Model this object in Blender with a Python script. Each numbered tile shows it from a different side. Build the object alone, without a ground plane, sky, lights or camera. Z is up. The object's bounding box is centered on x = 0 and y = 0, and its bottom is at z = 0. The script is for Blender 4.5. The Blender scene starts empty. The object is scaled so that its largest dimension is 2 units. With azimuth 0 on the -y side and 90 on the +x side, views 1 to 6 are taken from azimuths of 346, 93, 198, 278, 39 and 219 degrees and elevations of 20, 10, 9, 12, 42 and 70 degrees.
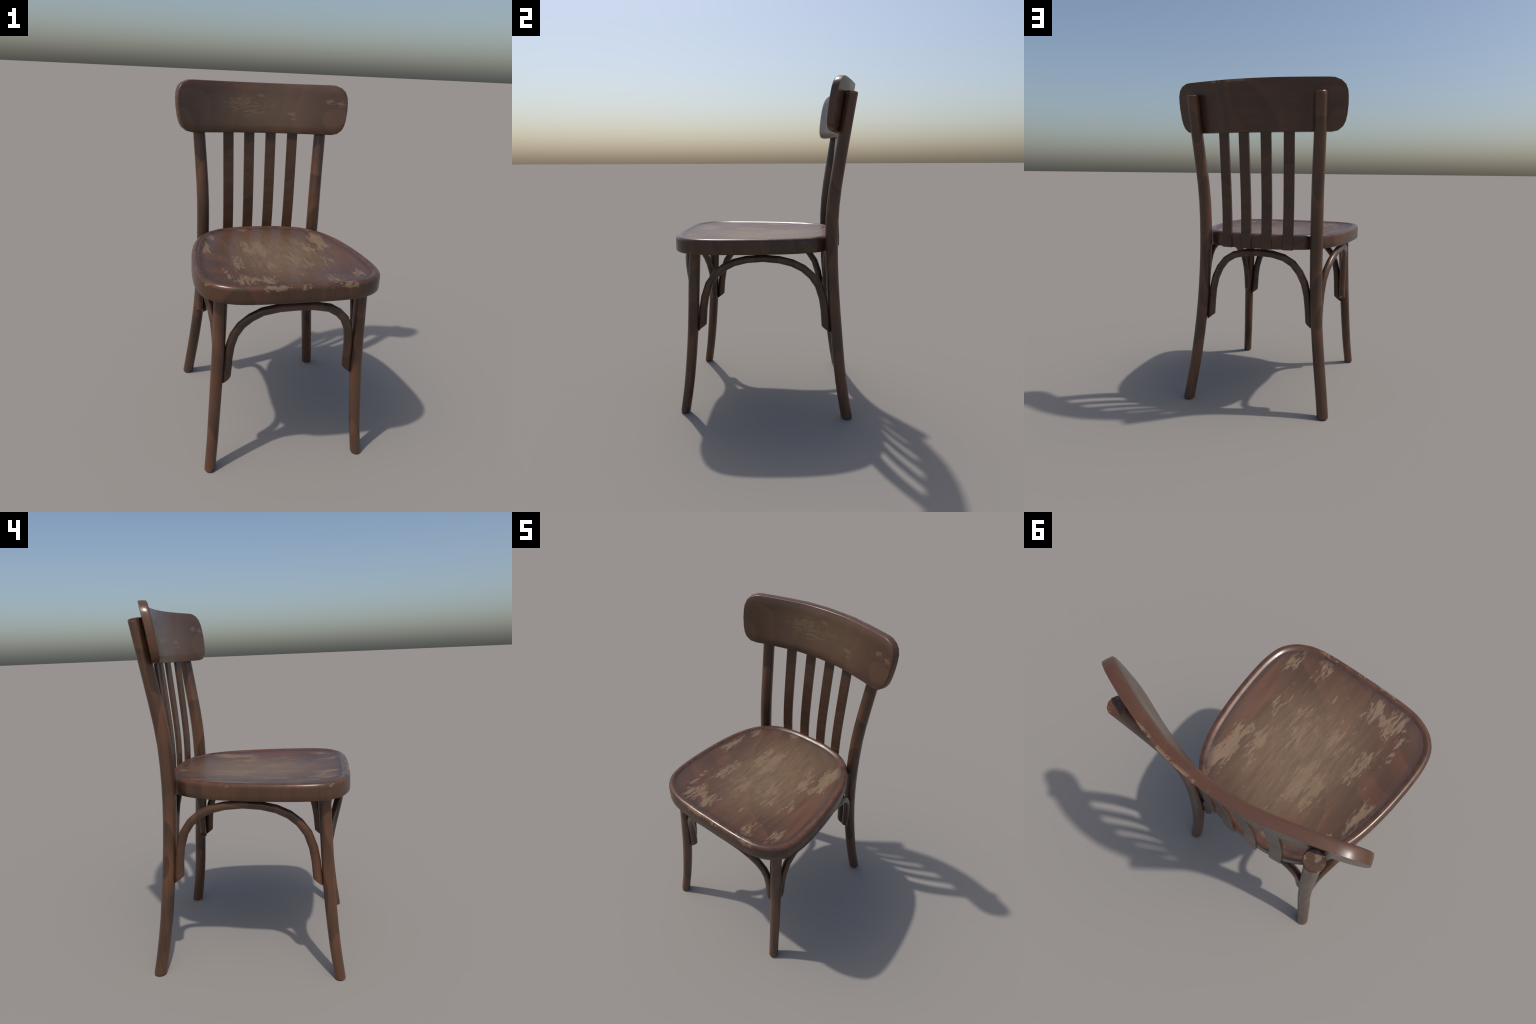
"""A worn dark-stained bentwood chair: curved top rail, four flat slats, round
splayed legs, bent arch braces and a dished seat panel in a rounded frame."""
import bpy, math
from mathutils import Vector

# ------------------------------------------------------------------ helpers
def interp(pts, t):
    """Smooth (monotone-ish Catmull-Rom) interpolation of a list of tuples keyed on item 0."""
    n = len(pts)
    if t <= pts[0][0]:
        return pts[0][1:]
    if t >= pts[-1][0]:
        return pts[-1][1:]
    i = 0
    while pts[i + 1][0] < t:
        i += 1
    a, b = pts[i], pts[i + 1]
    h = b[0] - a[0]
    u = (t - a[0]) / h
    out = []
    for k in range(1, len(a)):
        sec = (b[k] - a[k]) / h
        ma = sec if i == 0 else 0.5 * (sec + (a[k] - pts[i - 1][k]) / (a[0] - pts[i - 1][0]))
        mb = sec if i + 2 >= n else 0.5 * (sec + (pts[i + 2][k] - b[k]) / (pts[i + 2][0] - b[0]))
        out.append((2*u**3 - 3*u**2 + 1)*a[k] + (u**3 - 2*u**2 + u)*h*ma
                   + (-2*u**3 + 3*u**2)*b[k] + (u**3 - u**2)*h*mb)
    return tuple(out)


def make_object(name, verts, faces, mat, parent, sharp=40):
    me = bpy.data.meshes.new(name)
    me.from_pydata([tuple(v) for v in verts], [], faces)
    me.validate()
    import bmesh
    bm = bmesh.new(); bm.from_mesh(me)
    bmesh.ops.recalc_face_normals(bm, faces=bm.faces)
    bm.to_mesh(me); bm.free()
    for p in me.polygons:
        p.use_smooth = True
    me.set_sharp_from_angle(angle=math.radians(sharp))
    me.materials.append(mat)
    ob = bpy.data.objects.new(name, me)
    bpy.context.scene.collection.objects.link(ob)
    ob.parent = parent
    return ob


def skin_rings(rings, closed_caps=True):
    """Faces between equal closed rings of points, with n-gon caps."""
    verts, faces = [], []
    n = len(rings[0])
    for r in rings:
        verts += r
    for i in range(len(rings) - 1):
        for j in range(n):
            k = (j + 1) % n
            faces.append((i*n + j, i*n + k, (i + 1)*n + k, (i + 1)*n + j))
    if closed_caps:
        faces.append(tuple(range(n)))
        faces.append(tuple((len(rings) - 1)*n + j for j in range(n)))
    return verts, faces


# ------------------------------------------------------------------ materials
class Nodes:
    """Small wrapper to write node maths as code."""
    def __init__(self, name):
        self.mat = bpy.data.materials.new(name)
        self.mat.use_nodes = True
        self.t = self.mat.node_tree
        self.bsdf = self.t.nodes["Principled BSDF"]
        self.obj = self.t.nodes.new("ShaderNodeTexCoord").outputs["Object"]

    def _in(self, sock, v):
        if hasattr(v, "is_output"):
            self.t.links.new(v, sock)
        else:
            sock.default_value = v

    def math(self, op, a, b=0.0, c=0.0, clamp=False):
        n = self.t.nodes.new("ShaderNodeMath"); n.operation = op; n.use_clamp = clamp
        for s, v in zip(n.inputs, (a, b, c)):
            self._in(s, v)
        return n.outputs[0]

    def vec(self, op, a, b=(0, 0, 0)):
        n = self.t.nodes.new("ShaderNodeVectorMath"); n.operation = op
        self._in(n.inputs[0], a); self._in(n.inputs[1], b)
        return n.outputs["Value"] if op in ("LENGTH", "DOT_PRODUCT") else n.outputs["Vector"]

    def noise(self, v, scale=1.0, detail=3.0, rough=0.55, dist=0.0):
        n = self.t.nodes.new("ShaderNodeTexNoise")
        self._in(n.inputs["Vector"], v)
        n.inputs["Scale"].default_value = scale
        n.inputs["Detail"].default_value = detail
        n.inputs["Roughness"].default_value = rough
        n.inputs["Distortion"].default_value = dist
        return n.outputs["Fac"]

    def step(self, v, lo, hi, a=0.0, b=1.0, smooth=True):
        n = self.t.nodes.new("ShaderNodeMapRange")
        n.interpolation_type = "SMOOTHSTEP" if smooth else "LINEAR"
        self._in(n.inputs["Value"], v)
        n.inputs["From Min"].default_value = lo; n.inputs["From Max"].default_value = hi
        n.inputs["To Min"].default_value = a; n.inputs["To Max"].default_value = b
        return n.outputs["Result"]

    def mix(self, f, a, b, mode="MIX"):
        n = self.t.nodes.new("ShaderNodeMix"); n.data_type = "RGBA"; n.blend_type = mode
        self._in(n.inputs["Factor"], f)
        cols = [s for s in n.inputs if s.type == "RGBA"]
        for s, v in zip(cols, (a, b)):
            self._in(s, v if hasattr(v, "is_output") else (*v, 1.0))
        return [s for s in n.outputs if s.type == "RGBA"][0]

    def xyz(self, v):
        n = self.t.nodes.new("ShaderNodeSeparateXYZ"); self._in(n.inputs[0], v)
        return n.outputs

    def blobs(self, centre_list, axes):
        """Largest of a few soft ellipses on two object axes: (c0, c1, r0, r1, weight)."""
        total = None
        for c0, c1, r0, r1, w in centre_list:
            c, s = [0, 0, 0], [0, 0, 0]
            c[axes[0]], c[axes[1]] = c0, c1
            s[axes[0]], s[axes[1]] = 1/r0, 1/r1
            d = self.vec("LENGTH", self.vec("MULTIPLY", self.vec("SUBTRACT", self.obj, tuple(c)), tuple(s)))
            m = self.step(d, 0.25, 1.45, w, 0.0)
            total = m if total is None else self.math("MAXIMUM", total, m)
        return total


DARK = (0.0475, 0.0252, 0.0165)
MID = (0.084, 0.0405, 0.0218)
RED = (0.124, 0.0510, 0.0265)
TAN = (0.225, 0.148, 0.088)
HAZE = (0.182, 0.118, 0.066)


def wood(name, along, seed, figure=(3.2, 3.2, 1.6), wear=None, tone=1.0, redness=0.0,
         rough=0.28, contrast=1.0):
    """Stained beech. `along` is the grain axis (0 x, 1 y, 2 z)."""
    N = Nodes(name)
    off = (seed*1.7, seed*2.3, seed*3.1)
    p = N.vec("ADD", N.obj, off)
    # flame figure: contour bands of a slow noise, each with one sharp edge
    f = N.noise(N.vec("MULTIPLY", p, figure), 1.0, 0.6, 0.4, 0.25)
    saw = N.math("FRACT", N.math("MULTIPLY", f, 6.0))
    band = N.math("MULTIPLY", N.math("POWER", N.step(saw, 0.0, 0.94, 0.0, 1.0, False), 1.8), N.step(saw, 0.94, 1.0, 1.0, 0.0))
    st = [26.0, 26.0, 26.0]; st[along] = 3.0
    blot = N.noise(N.vec("MULTIPLY", p, tuple(st)), 1.0, 1.2, 0.45)
    fs = [130.0, 130.0, 130.0]; fs[along] = 9.0
    fine = N.noise(N.vec("MULTIPLY", p, tuple(fs)), 1.0, 1.0, 0.5)
    big = N.noise(p, 3.1, 2.0, 0.5)
    g = N.math("ADD", N.math("MULTIPLY", band, 0.52), N.math("MULTIPLY", N.step(blot, 0.2, 0.8), 0.22))
    g = N.math("ADD", g, N.math("MULTIPLY", N.step(big, 0.3, 0.7), 0.30))
    g = N.math("ADD", N.math("MULTIPLY", N.math("SUBTRACT", g, 0.45), contrast), 0.47 + redness)
    col = N.mix(N.step(g, 0.10, 0.6), DARK, MID)
    col = N.mix(N.step(g, 0.45, 1.05), col, RED)
    shade = N.math("ADD", 0.87*tone, N.math("MULTIPLY", fine, 0.26*tone))
    grey = N.t.nodes.new("ShaderNodeCombineColor")
    for i in range(3):
        N.t.links.new(shade, grey.inputs[i])
    col = N.mix(1.0, col, grey.outputs[0], "MULTIPLY")
    roughness = N.step(blot, 0.25, 0.75, rough - 0.04, rough + 0.06)
    if wear:
        col, roughness = wear(N, col, roughness, fine)
    N._in(N.bsdf.inputs["Base Color"], col)
    N._in(N.bsdf.inputs["Roughness"], roughness)
    N.bsdf.inputs["Specular IOR Level"].default_value = 0.5
    grain = N.noise(p, 420.0, 2.0, 0.6)
    bump = N.t.nodes.new("ShaderNodeBump")
    bump.inputs["Strength"].default_value = 0.07
    bump.inputs["Distance"].default_value = 0.002
    N.t.links.new(N.math("ADD", N.math("MULTIPLY", fine, 0.35), N.math("MULTIPLY", grain, 0.6)), bump.inputs["Height"])
    N.t.links.new(bump.outputs[0], N.bsdf.inputs["Normal"])
    return N.mat


def worn_seat(N, col, rough, fine):
    """Rubbed-through varnish: greyed middle and bare tan flakes drawn out front to back."""
    p = N.vec("MULTIPLY", N.obj, (1, 1, 0))
    z = N.xyz(N.obj)[2]
    centre = N.blobs([(0.02, -0.01, 0.29, 0.38, 1.0)], (0, 1))
    drag = N.noise(N.vec("MULTIPLY", p, (55, 8, 1)), 1.0, 5.0, 0.65)
    haze = N.math("MULTIPLY", centre, N.step(drag, 0.25, 0.70, 0.45, 1.0))
    col = N.mix(N.math("MULTIPLY", haze, 0.88), col, HAZE)
    spots = N.blobs([
        (0.325, 0.19, .055, .175, 1.15), (.28, .07, .045, .13, .70), (.22, .07, .055, .15, .75),
        (.28, -.13, .030, .17, .70), (.10, -.12, .065, .18, .72), (.26, -.16, .04, .14, .50),
        (-.065, .09, .055, .17, .90), (-.135, .09, .045, .13, .85), (-.10, -.17, .075, .15, .65),
        (-.245, -.14, .055, .15, .75), (-.125, -.43, .050, .12, .78), (-.24, -.42, .065, .12, .85),
        (-.32, -.33, .035, .11, .85), (.36, -.43, .050, .08, .88), (.205, -.45, .045, .10, .85),
        (-.39, .10, .037, .16, .95), (-.345, .26, .030, .06, .8), (-.14, .41, .065, .045, .95),
        (0.0, -.06, .27, .36, .34)], (0, 1))
    n1 = N.noise(N.vec("MULTIPLY", N.vec("ADD", p, (3.3, 1.2, 0)), (32, 8.5, 1)), 1.0, 8.0, 0.70, 0.5)
    n2 = N.noise(N.vec("MULTIPLY", p, (130, 22, 1)), 1.0, 4.0, 0.6)
    w = N.math("ADD", spots, N.math("MULTIPLY", N.math("SUBTRACT", n1, 0.5), 3.9))
    w = N.math("ADD", w, N.math("MULTIPLY", N.math("SUBTRACT", n2, 0.5), 1.7))
    bare = N.step(w, 0.58, 0.80)
    tint = N.mix(0.18, TAN, col)
    col = N.mix(N.math("MULTIPLY", bare, N.math("MULTIPLY", N.step(drag, 0.3, 0.7, 0.70, 0.95), N.math("SUBTRACT", 1.0, N.math("MULTIPLY", centre, 0.30)))), col, tint)
    dark_band = N.step(z, 1.0888, 1.0928)  # soft darker band round the panel edge just inside the rim, masked by height
    col = N.mix(N.math("MULTIPLY", dark_band, 0.6), col, (0.042, 0.026, 0.024))
    rough = N.math("ADD", rough, N.math("MULTIPLY", haze, 0.05))
    return col, N.math("ADD", rough, N.math("MULTIPLY", bare, 0.10))


def worn_rail(N, col, rough, fine):
    """Faint scuffs on the front of the rail and bare spots along its back top edge."""
    y = N.xyz(N.obj)
    p = N.obj
    front = N.blobs([(-.13, 1.87, .14, .07, .80), (-.05, 1.83, .12, .06, .70), (.05, 1.86, .09, .05, .55),
                     (0.0, 1.92, .03, .012, 1.0), (.19, 1.818, .035, .014, 1.25), (.20, 1.79, .02, .01, 0.9),
                     (.42, 1.90, .04, .02, .85), (.485, 1.89, .03, .028, .88)], (0, 2))
    n1 = N.noise(N.vec("MULTIPLY", p, (30, 30, 110)), 1.0, 6.0, 0.65)
    w = N.math("ADD", front, N.math("MULTIPLY", N.math("SUBTRACT", n1, 0.5), 3.4))
    # only the face towards the sitter
    geo = N.t.nodes.new("ShaderNodeNewGeometry")
    ny = N.xyz(geo.outputs["Normal"])
    face = N.step(ny[1], -0.5, -0.2, 1.0, 0.0)
    soft = N.math("MULTIPLY", N.step(w, 0.62, 0.95), face)
    middle = N.math("MULTIPLY", N.blobs([(0.0, 1.85, .34, .17, 1.0)], (0, 2)), face)
    col = N.mix(N.math("MULTIPLY", middle, 0.38), col, HAZE)
    col = N.mix(N.math("MULTIPLY", soft, 0.42), col, TAN)
    # redder stain round the narrow edges of the board
    narrow = N.step(N.math("ABSOLUTE", ny[1]), 0.75, 0.45)
    col = N.mix(N.math("MULTIPLY", narrow, 0.45), col, (0.128, 0.054, 0.032))
    # back top arris, to the right of the middle
    edge = N.math("MULTIPLY", N.step(y[2], 1.978, 1.986), N.step(ny[1], 0.05, 0.12))
    n2 = N.noise(N.vec("MULTIPLY", p, (30, 30, 8)), 1.0, 4.0, 0.6)
    stretch = N.blobs([(.10, 0, .20, 1, 1.0)], (0, 1))
    chip = N.math("MULTIPLY", edge, N.step(N.math("ADD", n2, N.math("MULTIPLY", stretch, 0.22)), 0.66, 0.70))
    col = N.mix(N.math("MULTIPLY", chip, 0.8), col, TAN)
    return col, rough


def worn_frame(N, col, rough, fine):
    """Reddened top roll with chips on the front arris."""
    z = N.xyz(N.obj)[2]
    top = N.step(z, 1.080, 1.094)
    n0 = N.noise(N.obj, 18.0, 4.0, 0.6)
    col = N.mix(N.math("MULTIPLY", top, N.step(n0, 0.35, 0.7, 0.05, 0.65)), col, (0.135, 0.055, 0.034))
    n1 = N.noise(N.vec("MULTIPLY", N.obj, (26, 26, 40)), 1.0, 5.0, 0.62)
    spots = N.blobs([(-.12, -.555, .14, .05, .80), (.03, -.555, .04, .05, .9), (.24, -.55, .10, .05, .85),
                     (.42, -.47, .06, .06, .35), (-.47, -.05, .04, .3, .4), (-.45, -.45, .05, .05, .5),
                     (.47, 0.1, .04, .3, .3)], (0, 1))
    band = N.math("MULTIPLY", N.step(z, 1.055, 1.082), spots)
    w = N.math("ADD", band, N.math("MULTIPLY", N.math("SUBTRACT", n1, 0.5), 3.0))
    col = N.mix(N.math("MULTIPLY", N.step(w, 0.80, 0.95), 0.65), col, TAN)
    return col, rough


def worn_post(N, col, rough, fine):
    """Bare wood showing on the top ends of the back posts."""
    z = N.xyz(N.obj)[2]
    n = N.noise(N.obj, 38.0, 3.0, 0.6)
    chip = N.math("MULTIPLY", N.step(z, 1.895, 1.912), N.step(n, 0.52, 0.62))
    col = N.mix(N.math("MULTIPLY", chip, 0.75), col, TAN)
    return col, rough


# ------------------------------------------------------------------ the chair
chair = bpy.data.objects.new("wooden_chair", None)
bpy.context.scene.collection.objects.link(chair)
chair["label"] = "worn dark brown bentwood chair with slatted curved back"
chair["category"] = "chair"

SEAT_TOP, SEAT_LOW = 1.102, 1.010


# ---- round legs
def round_stick(path, mat, name, sides=12, chamfer_low=0.007, chamfer_high=0.0):
    """Round stick on a near-vertical path of (z, x, y, radius), horizontal rings."""
    zs = [q[0] for q in path]
    z0, z1 = zs[0], zs[-1]
    levels = []
    n = 18
    for i in range(n + 1):
        levels.append((z0 + (z1 - z0)*i/n, 1.0, 0.0))
    rings = []

    def ring(z, shrink):
        x, y, r = interp(path, z)
        r -= shrink
        tip = 0.14*min(1.0, max(0.0, (z - 1.80)/0.10)) if chamfer_high else 0.0   # ends cut square to the lean
        return [Vector((x + r*math.cos(a), y + r*math.sin(a), z - tip*r*math.sin(a)))
                for a in (2*math.pi*(j + 0.5)/sides for j in range(sides))]
    rings.append(ring(z0, chamfer_low))
    rings.append(ring(z0 + chamfer_low, 0.0))
    for z, _, _ in levels[1:-1]:
        rings.append(ring(z, 0.0))
    if chamfer_high:
        c = chamfer_high
        for a in (0, math.pi/2):
            rings.append(ring(z1 - c*(1 - math.sin(a)), c*(1 - math.cos(a))))
    else:
        rings.append(ring(z1, 0.0))
    v, f = skin_rings(rings)
    return make_object(name, v, f, mat, chair, 38)


FRONT = [(0.0, .427, -.489, .0300), (.17, .412, -.465, .0308), (.35, .401, -.447, .0320),
         (.53, .392, -.434, .0328), (.80, .380, -.423, .0342), (1.04, .374, -.413, .0352)]
BACK = [(0.0, .450, .509, .0350), (.13, .433, .486, .0352), (.30, .411, .462, .0355), (.53, .386, .440, .0358),
        (.72, .373, .422, .0370), (.90, .366, .409, .0380), (1.05, .364, .403, .0385), (1.20, .364, .404, .0385),
        (1.33, .366, .412, .0380), (1.52, .375, .437, .0372), (1.70, .386, .464, .0365), (1.922, .394, .498, .0358)]


def mirrored(path, sx):
    return [(z, x*sx, y, r) for z, x, y, r in path]


for i, sx in enumerate((-1, 1)):
    round_stick(mirrored(FRONT, sx), wood("stained_leg", 2, 3 + i, redness=0.10), "front_leg")
    round_stick(mirrored(BACK, sx), wood("stained_post", 2, 7 + i, redness=0.06, wear=worn_post), "back_leg",
                chamfer_high=0.0045)


# ---- arch braces, bent sticks with slanted ends that lie against two legs
def arch(points, mat, sides=12, radius=0.0222):
    """points: (u across, bow sideways, z) with a frame function supplied by `points.frame`."""
    pts = [Vector(q) for q in points]
    n = len(pts)
    rings = []
    mid = (pts[0] + pts[-1])/2
    across = (pts[-1] - pts[0]).normalized()
    for i, q in enumerate(pts):
        t = (pts[min(i + 1, n - 1)] - pts[max(i - 1, 0)]).normalized()
        if i in (0, n - 1):
            t = (pts[1] - pts[0]).normalized() if i == 0 else (pts[-1] - pts[-2]).normalized()
        side = across.cross(Vector((0, 0, 1))).normalized()
        side = (side - t*side.dot(t)).normalized()
        inn = side.cross(t).normalized()          # towards the inside or outside of the arch
        if inn.dot(mid + Vector((0, 0, 0.2)) - q) < 0:
            inn = -inn
        r = radius
        flare = 1 + 0.17*min(1.0, abs(2*i/(n - 1) - 1)**1.5*1.15)   # wider towards the feet
        ring = []
        for j in range(sides):
            a = 2*math.pi*(j + 0.5)/sides
            o = inn*(r*flare*math.cos(a) + r*(flare - 1)*0.7) + side*(r*math.sin(a))
            w = q + o
            if i in (0, n - 1):                    # slanted cut: longest against the leg
                lift = (r*math.cos(a) + r)*1.05
                back = t if i == 0 else -t
                w = w + back*lift
            ring.append(w)
        rings.append(ring)
    v, f = skin_rings(rings)
    return make_object("arch_brace", v, f, mat, chair, 45)


# half profiles, foot to crown: (half span, height, bow outwards)
SIDE_HALF = [(.383, .518, 0), (.377, .585, 0), (.370, .660, .001), (.357, .735, .004), (.330, .815, .010),
             (.288, .876, .020), (.236, .922, .032), (.172, .955, .043), (.095, .975, .050), (0, .983, .052)]
REAR_HALF = [(.336, .516, 0), (.331, .590, 0), (.325, .655, 0), (.315, .730, 0), (.296, .805, .001), (.264, .870, .003),
             (.220, .923, .006), (.163, .957, .010), (.09, .975, .012), (0, .980, .012)]
FRONT_HALF = [(.345, .500, 0), (.339, .580, .002), (.334, .660, .006), (.326, .730, .015), (.309, .800, .029),
              (.277, .862, .046), (.232, .909, .062), (.176, .945, .076), (.09, .965, .086), (0, .970, .090)]


def full(half):
    return [(-u, z, b) for u, z, b in half] + [(u, z, b) for u, z, b in reversed(half[:-1])]


for sx in (-1, 1):
    arch([(sx*(.383 + b), u, z) for u, z, b in full(SIDE_HALF)], wood("stained_side_brace", 1, 12 + sx))
arch([(u, .406 + b, z) for u, z, b in full(REAR_HALF)], wood("stained_back_brace", 0, 15))
arch([(u, -.418 - b, z) for u, z, b in full(FRONT_HALF)], wood("stained_front_brace", 0, 16))

# ---- seat: bent frame with a rounded top, and a dished panel let into it
HALF = [(0, .462), (.115, .458), (.20, .441), (.265, .418), (.318, .384), (.362, .340), (.405, .275), (.447, .165), (.472, .04),
        (.487, -.09), (.494, -.23), (.491, -.33), (.473, -.415), (.434, -.474), (.385, -.512), (.32, -.539),
        (.24, -.552), (.13, -.557), (0, -.558)]


def seat_outline(per=4):
    loop = HALF + [(-x, y) for x, y in reversed(HALF[1:-1])]
    n = len(loop)
    out = []
    for i in range(n):
        p0, p1, p2, p3 = (Vector(loop[(i + k - 1) % n]) for k in range(4))
        for s in range(per):
            u = s/per
            out.append(0.5*((2*p1) + (p2 - p0)*u + (2*p0 - 5*p1 + 4*p2 - p3)*u*u + (3*p1 - p0 - 3*p2 + p3)*u**3))
    return out


def inset(loop, d):
    n = len(loop)
    res = []
    for i in range(n):
        t = (loop[(i + 1) % n] - loop[i - 1]).normalized()
        nrm = Vector((t.y, -t.x))
        if nrm.dot(loop[i]) > 0:
            nrm = -nrm
        res.append(loop[i] + nrm*d)
    return res


outline = seat_outline(3)
profile = [(.075, SEAT_LOW + .004), (.070, SEAT_LOW), (.003, SEAT_LOW), (0, SEAT_LOW + .004), (0, SEAT_LOW + .03), (0, 1.076), (.0012, 1.0845),
           (.0045, 1.0918), (.010, 1.0970), (.018, 1.1006), (.025, 1.1009), (.031, 1.0993), (.036, 1.0966),
           (.040, 1.0944), (.0445, 1.0930), (.050, 1.0830), (.075, 1.060)]
rings = [[Vector((q.x, q.y, z)) for q in inset(outline, d)] for d, z in profile]
rings.append(rings[0])
v, f = skin_rings(rings[:-1], closed_caps=False)
n = len(outline)
last = (len(profile) - 1)*n
f += [(last + j, last + (j + 1) % n, (j + 1) % n, j) for j in range(n)]
seat = make_object("seat", v, f, wood("stained_seat_frame", 2, 21, figure=(3, 3, 1.0), wear=worn_frame, contrast=0.7, tone=0.94, redness=0.03), chair, 45)

edge = inset(outline, .0440)
hub = Vector((0, -.04))
steps = 14


def dish(k):
    return 1.0932 - 0.029*(1 - k*k)


rings = [[Vector((q.x, q.y, 1.030)) for q in inset(outline, .060)],
         [Vector((q.x, q.y, 1.062)) for q in inset(outline, .0475)]]
for i in range(steps):
    k = 1 - i/steps
    rings.append([Vector((*(hub + (q - hub)*k), dish(k))) for q in edge])
v, f = skin_rings(rings, closed_caps=False)
f.append(tuple(range(n)))
top = len(v)
v.append(Vector((hub.x, hub.y, dish(0))))
last = (len(rings) - 1)*n
f += [(last + j, last + (j + 1) % n, top) for j in range(n)]
make_object("seat_panel", v, f, wood("stained_seat_panel", 1, 23, figure=(2.6, 1.3, 1), wear=worn_seat, redness=0.15, rough=0.38, contrast=0.65, tone=0.93),
            seat, 60)

# ---- top rail: a board bent in plan, leaning back, with round corners
RAIL_PLAN = [(0, .5315), (.16, .519), (.24, .499), (.35, .4675), (.42, .4435), (.49, .417), (.535, .400)]
LEAN = 0.155


def rail_y(x, z):
    return interp(RAIL_PLAN, abs(x))[0] + LEAN*(z - 1.99)


def rail_tangent(x):
    e = 0.004
    return Vector((2*e, rail_y(x + e, 1.9) - rail_y(x - e, 1.9), 0)).normalized()


def rail_columns(d):
    """Top and bottom edge of the board's flat outline inset by d, left to right, paired."""
    upper = [(-.527, 1.90), (-.5245, 1.932), (-.513, 1.963), (-.490, 1.985), (-.455, 1.9985), (-.425, 2.000)]
    lower = [(-.5262, 1.855), (-.520, 1.800), (-.511, 1.762), (-.497, 1.735), (-.470, 1.712), (-.435, 1.704)]
    inner = [-.36, -.29, -.22, -.15, -.075, 0.0]
    upper += [(x, 1.996 + 0.004*(x/.425)**2) for x in inner]
    lower += [(x, 1.699 + 0.005*(x/.435)**2) for x in inner]
    upper += [(-x, z) for x, z in reversed(upper[:-1])]
    lower += [(-x, z) for x, z in reversed(lower[:-1])]
    m = len(upper)
    loop = [Vector(q) for q in upper + lower[::-1]]
    c = Vector((0, 1.85))
    out = []
    for i, q in enumerate(loop):
        t = (loop[(i + 1) % len(loop)] - loop[i - 1]).normalized()
        nn = Vector((t.y, -t.x))
        if nn.dot(q - c) > 0:
            nn = -nn
        out.append(q + nn*d)
    return out[:m], out[m:][::-1]


HALF_T = 0.0205
layers = [(-1.0, .0040), (-.90, .0015), (-.50, .0003), (0.0, 0.0), (.50, .0003), (1.0, .0016)]   # front to back: (depth, inset)


def rail_point(x, z, depth):
    t = rail_tangent(x)
    nrm = Vector((-t.y, t.x, 0))
    return Vector((x, rail_y(x, z), z)) + nrm*(HALF_T*depth)


verts, faces = [], []
loops = []
rows = 6
for depth, d in layers:
    up, lo = rail_columns(d)
    ring = [rail_point(q.x, q.y, depth) for q in up] + [rail_point(q.x, q.y, depth) for q in reversed(lo)]
    loops.append((len(verts), len(up)))
    verts += ring
m = loops[0][1]
L = 2*m
for k in range(len(layers) - 1):
    a, b = loops[k][0], loops[k + 1][0]
    for j in range(L):
        jj = (j + 1) % L
        faces.append((a + j, a + jj, b + jj, b + j))
for k in (0, len(layers) - 1):
    depth, d = layers[k]
    up, lo = rail_columns(d)
    base = loops[k][0]
    grid = [[base + j for j in range(m)]]
    for r in range(1, rows):
        row = []
        for j in range(m):
            q = up[j].lerp(lo[j], r/rows)
            row.append(len(verts)); verts.append(rail_point(q.x, q.y, depth))
        grid.append(row)
    grid.append([base + L - 1 - j for j in range(m)])
    for r in range(rows):
        for j in range(m - 1):
            faces.append((grid[r][j], grid[r][j + 1], grid[r + 1][j + 1], grid[r + 1][j]))
    # the two upright ends are single columns of the grid: close them against the outline edge
    for j in (0, m - 1):
        col = [grid[r][j] for r in range(rows + 1)]
        faces.append(tuple(col))
make_object("top_rail", verts, faces, wood("stained_top_rail", 0, 31, figure=(2.2, 1.5, 1.8), wear=worn_rail, contrast=0.45), chair, 60)

# ---- flat back slats, let into the rail above and the back of the seat below
SLAT_BEND = [(1.0, 0.0), (1.07, -.03), (1.14, -.20), (1.24, -.22), (1.33, -.08), (1.52, .42), (1.70, .965), (1.76, 1.13)]


def slat(x_low, x_high, y_low, y_high, yaw, mat):
    w, t, c = .0320, .0085, .002
    rings = []
    levels = [1.0085 + (1.74 - 1.0085)*i/14 for i in range(15)]
    for z in levels:
        k = (z - 1.01)/0.69
        x = x_low + (x_high - x_low)*k
        y = y_low + (y_high - y_low)*interp(SLAT_BEND, z)[0]
        ring = []
        for px, py in ((-w, -t + c), (-w + c, -t), (w - c, -t), (w, -t + c), (w, t - c), (w - c, t), (-w + c, t), (-w, t - c)):
            ring.append(Vector((x + px*math.cos(yaw) - py*math.sin(yaw), y + px*math.sin(yaw) + py*math.cos(yaw), z)))
        rings.append(ring)
    v, f = skin_rings(rings)
    return make_object("back_slat", v, f, mat, chair, 30)


for i, (xl, xh, yl, yh) in enumerate(((-.196, -.2045, .4455, .469), (-.0655, -.0690, .4625, .489),
                                      (.0655, .0690, .4625, .489), (.196, .2045, .4455, .469))):
    slat(xl, xh, yl, yh, -math.atan(xl*0.75), wood("stained_slat", 0, 40 + i, figure=(1.6, 1.6, 3.0), tone=0.82, contrast=0.5))
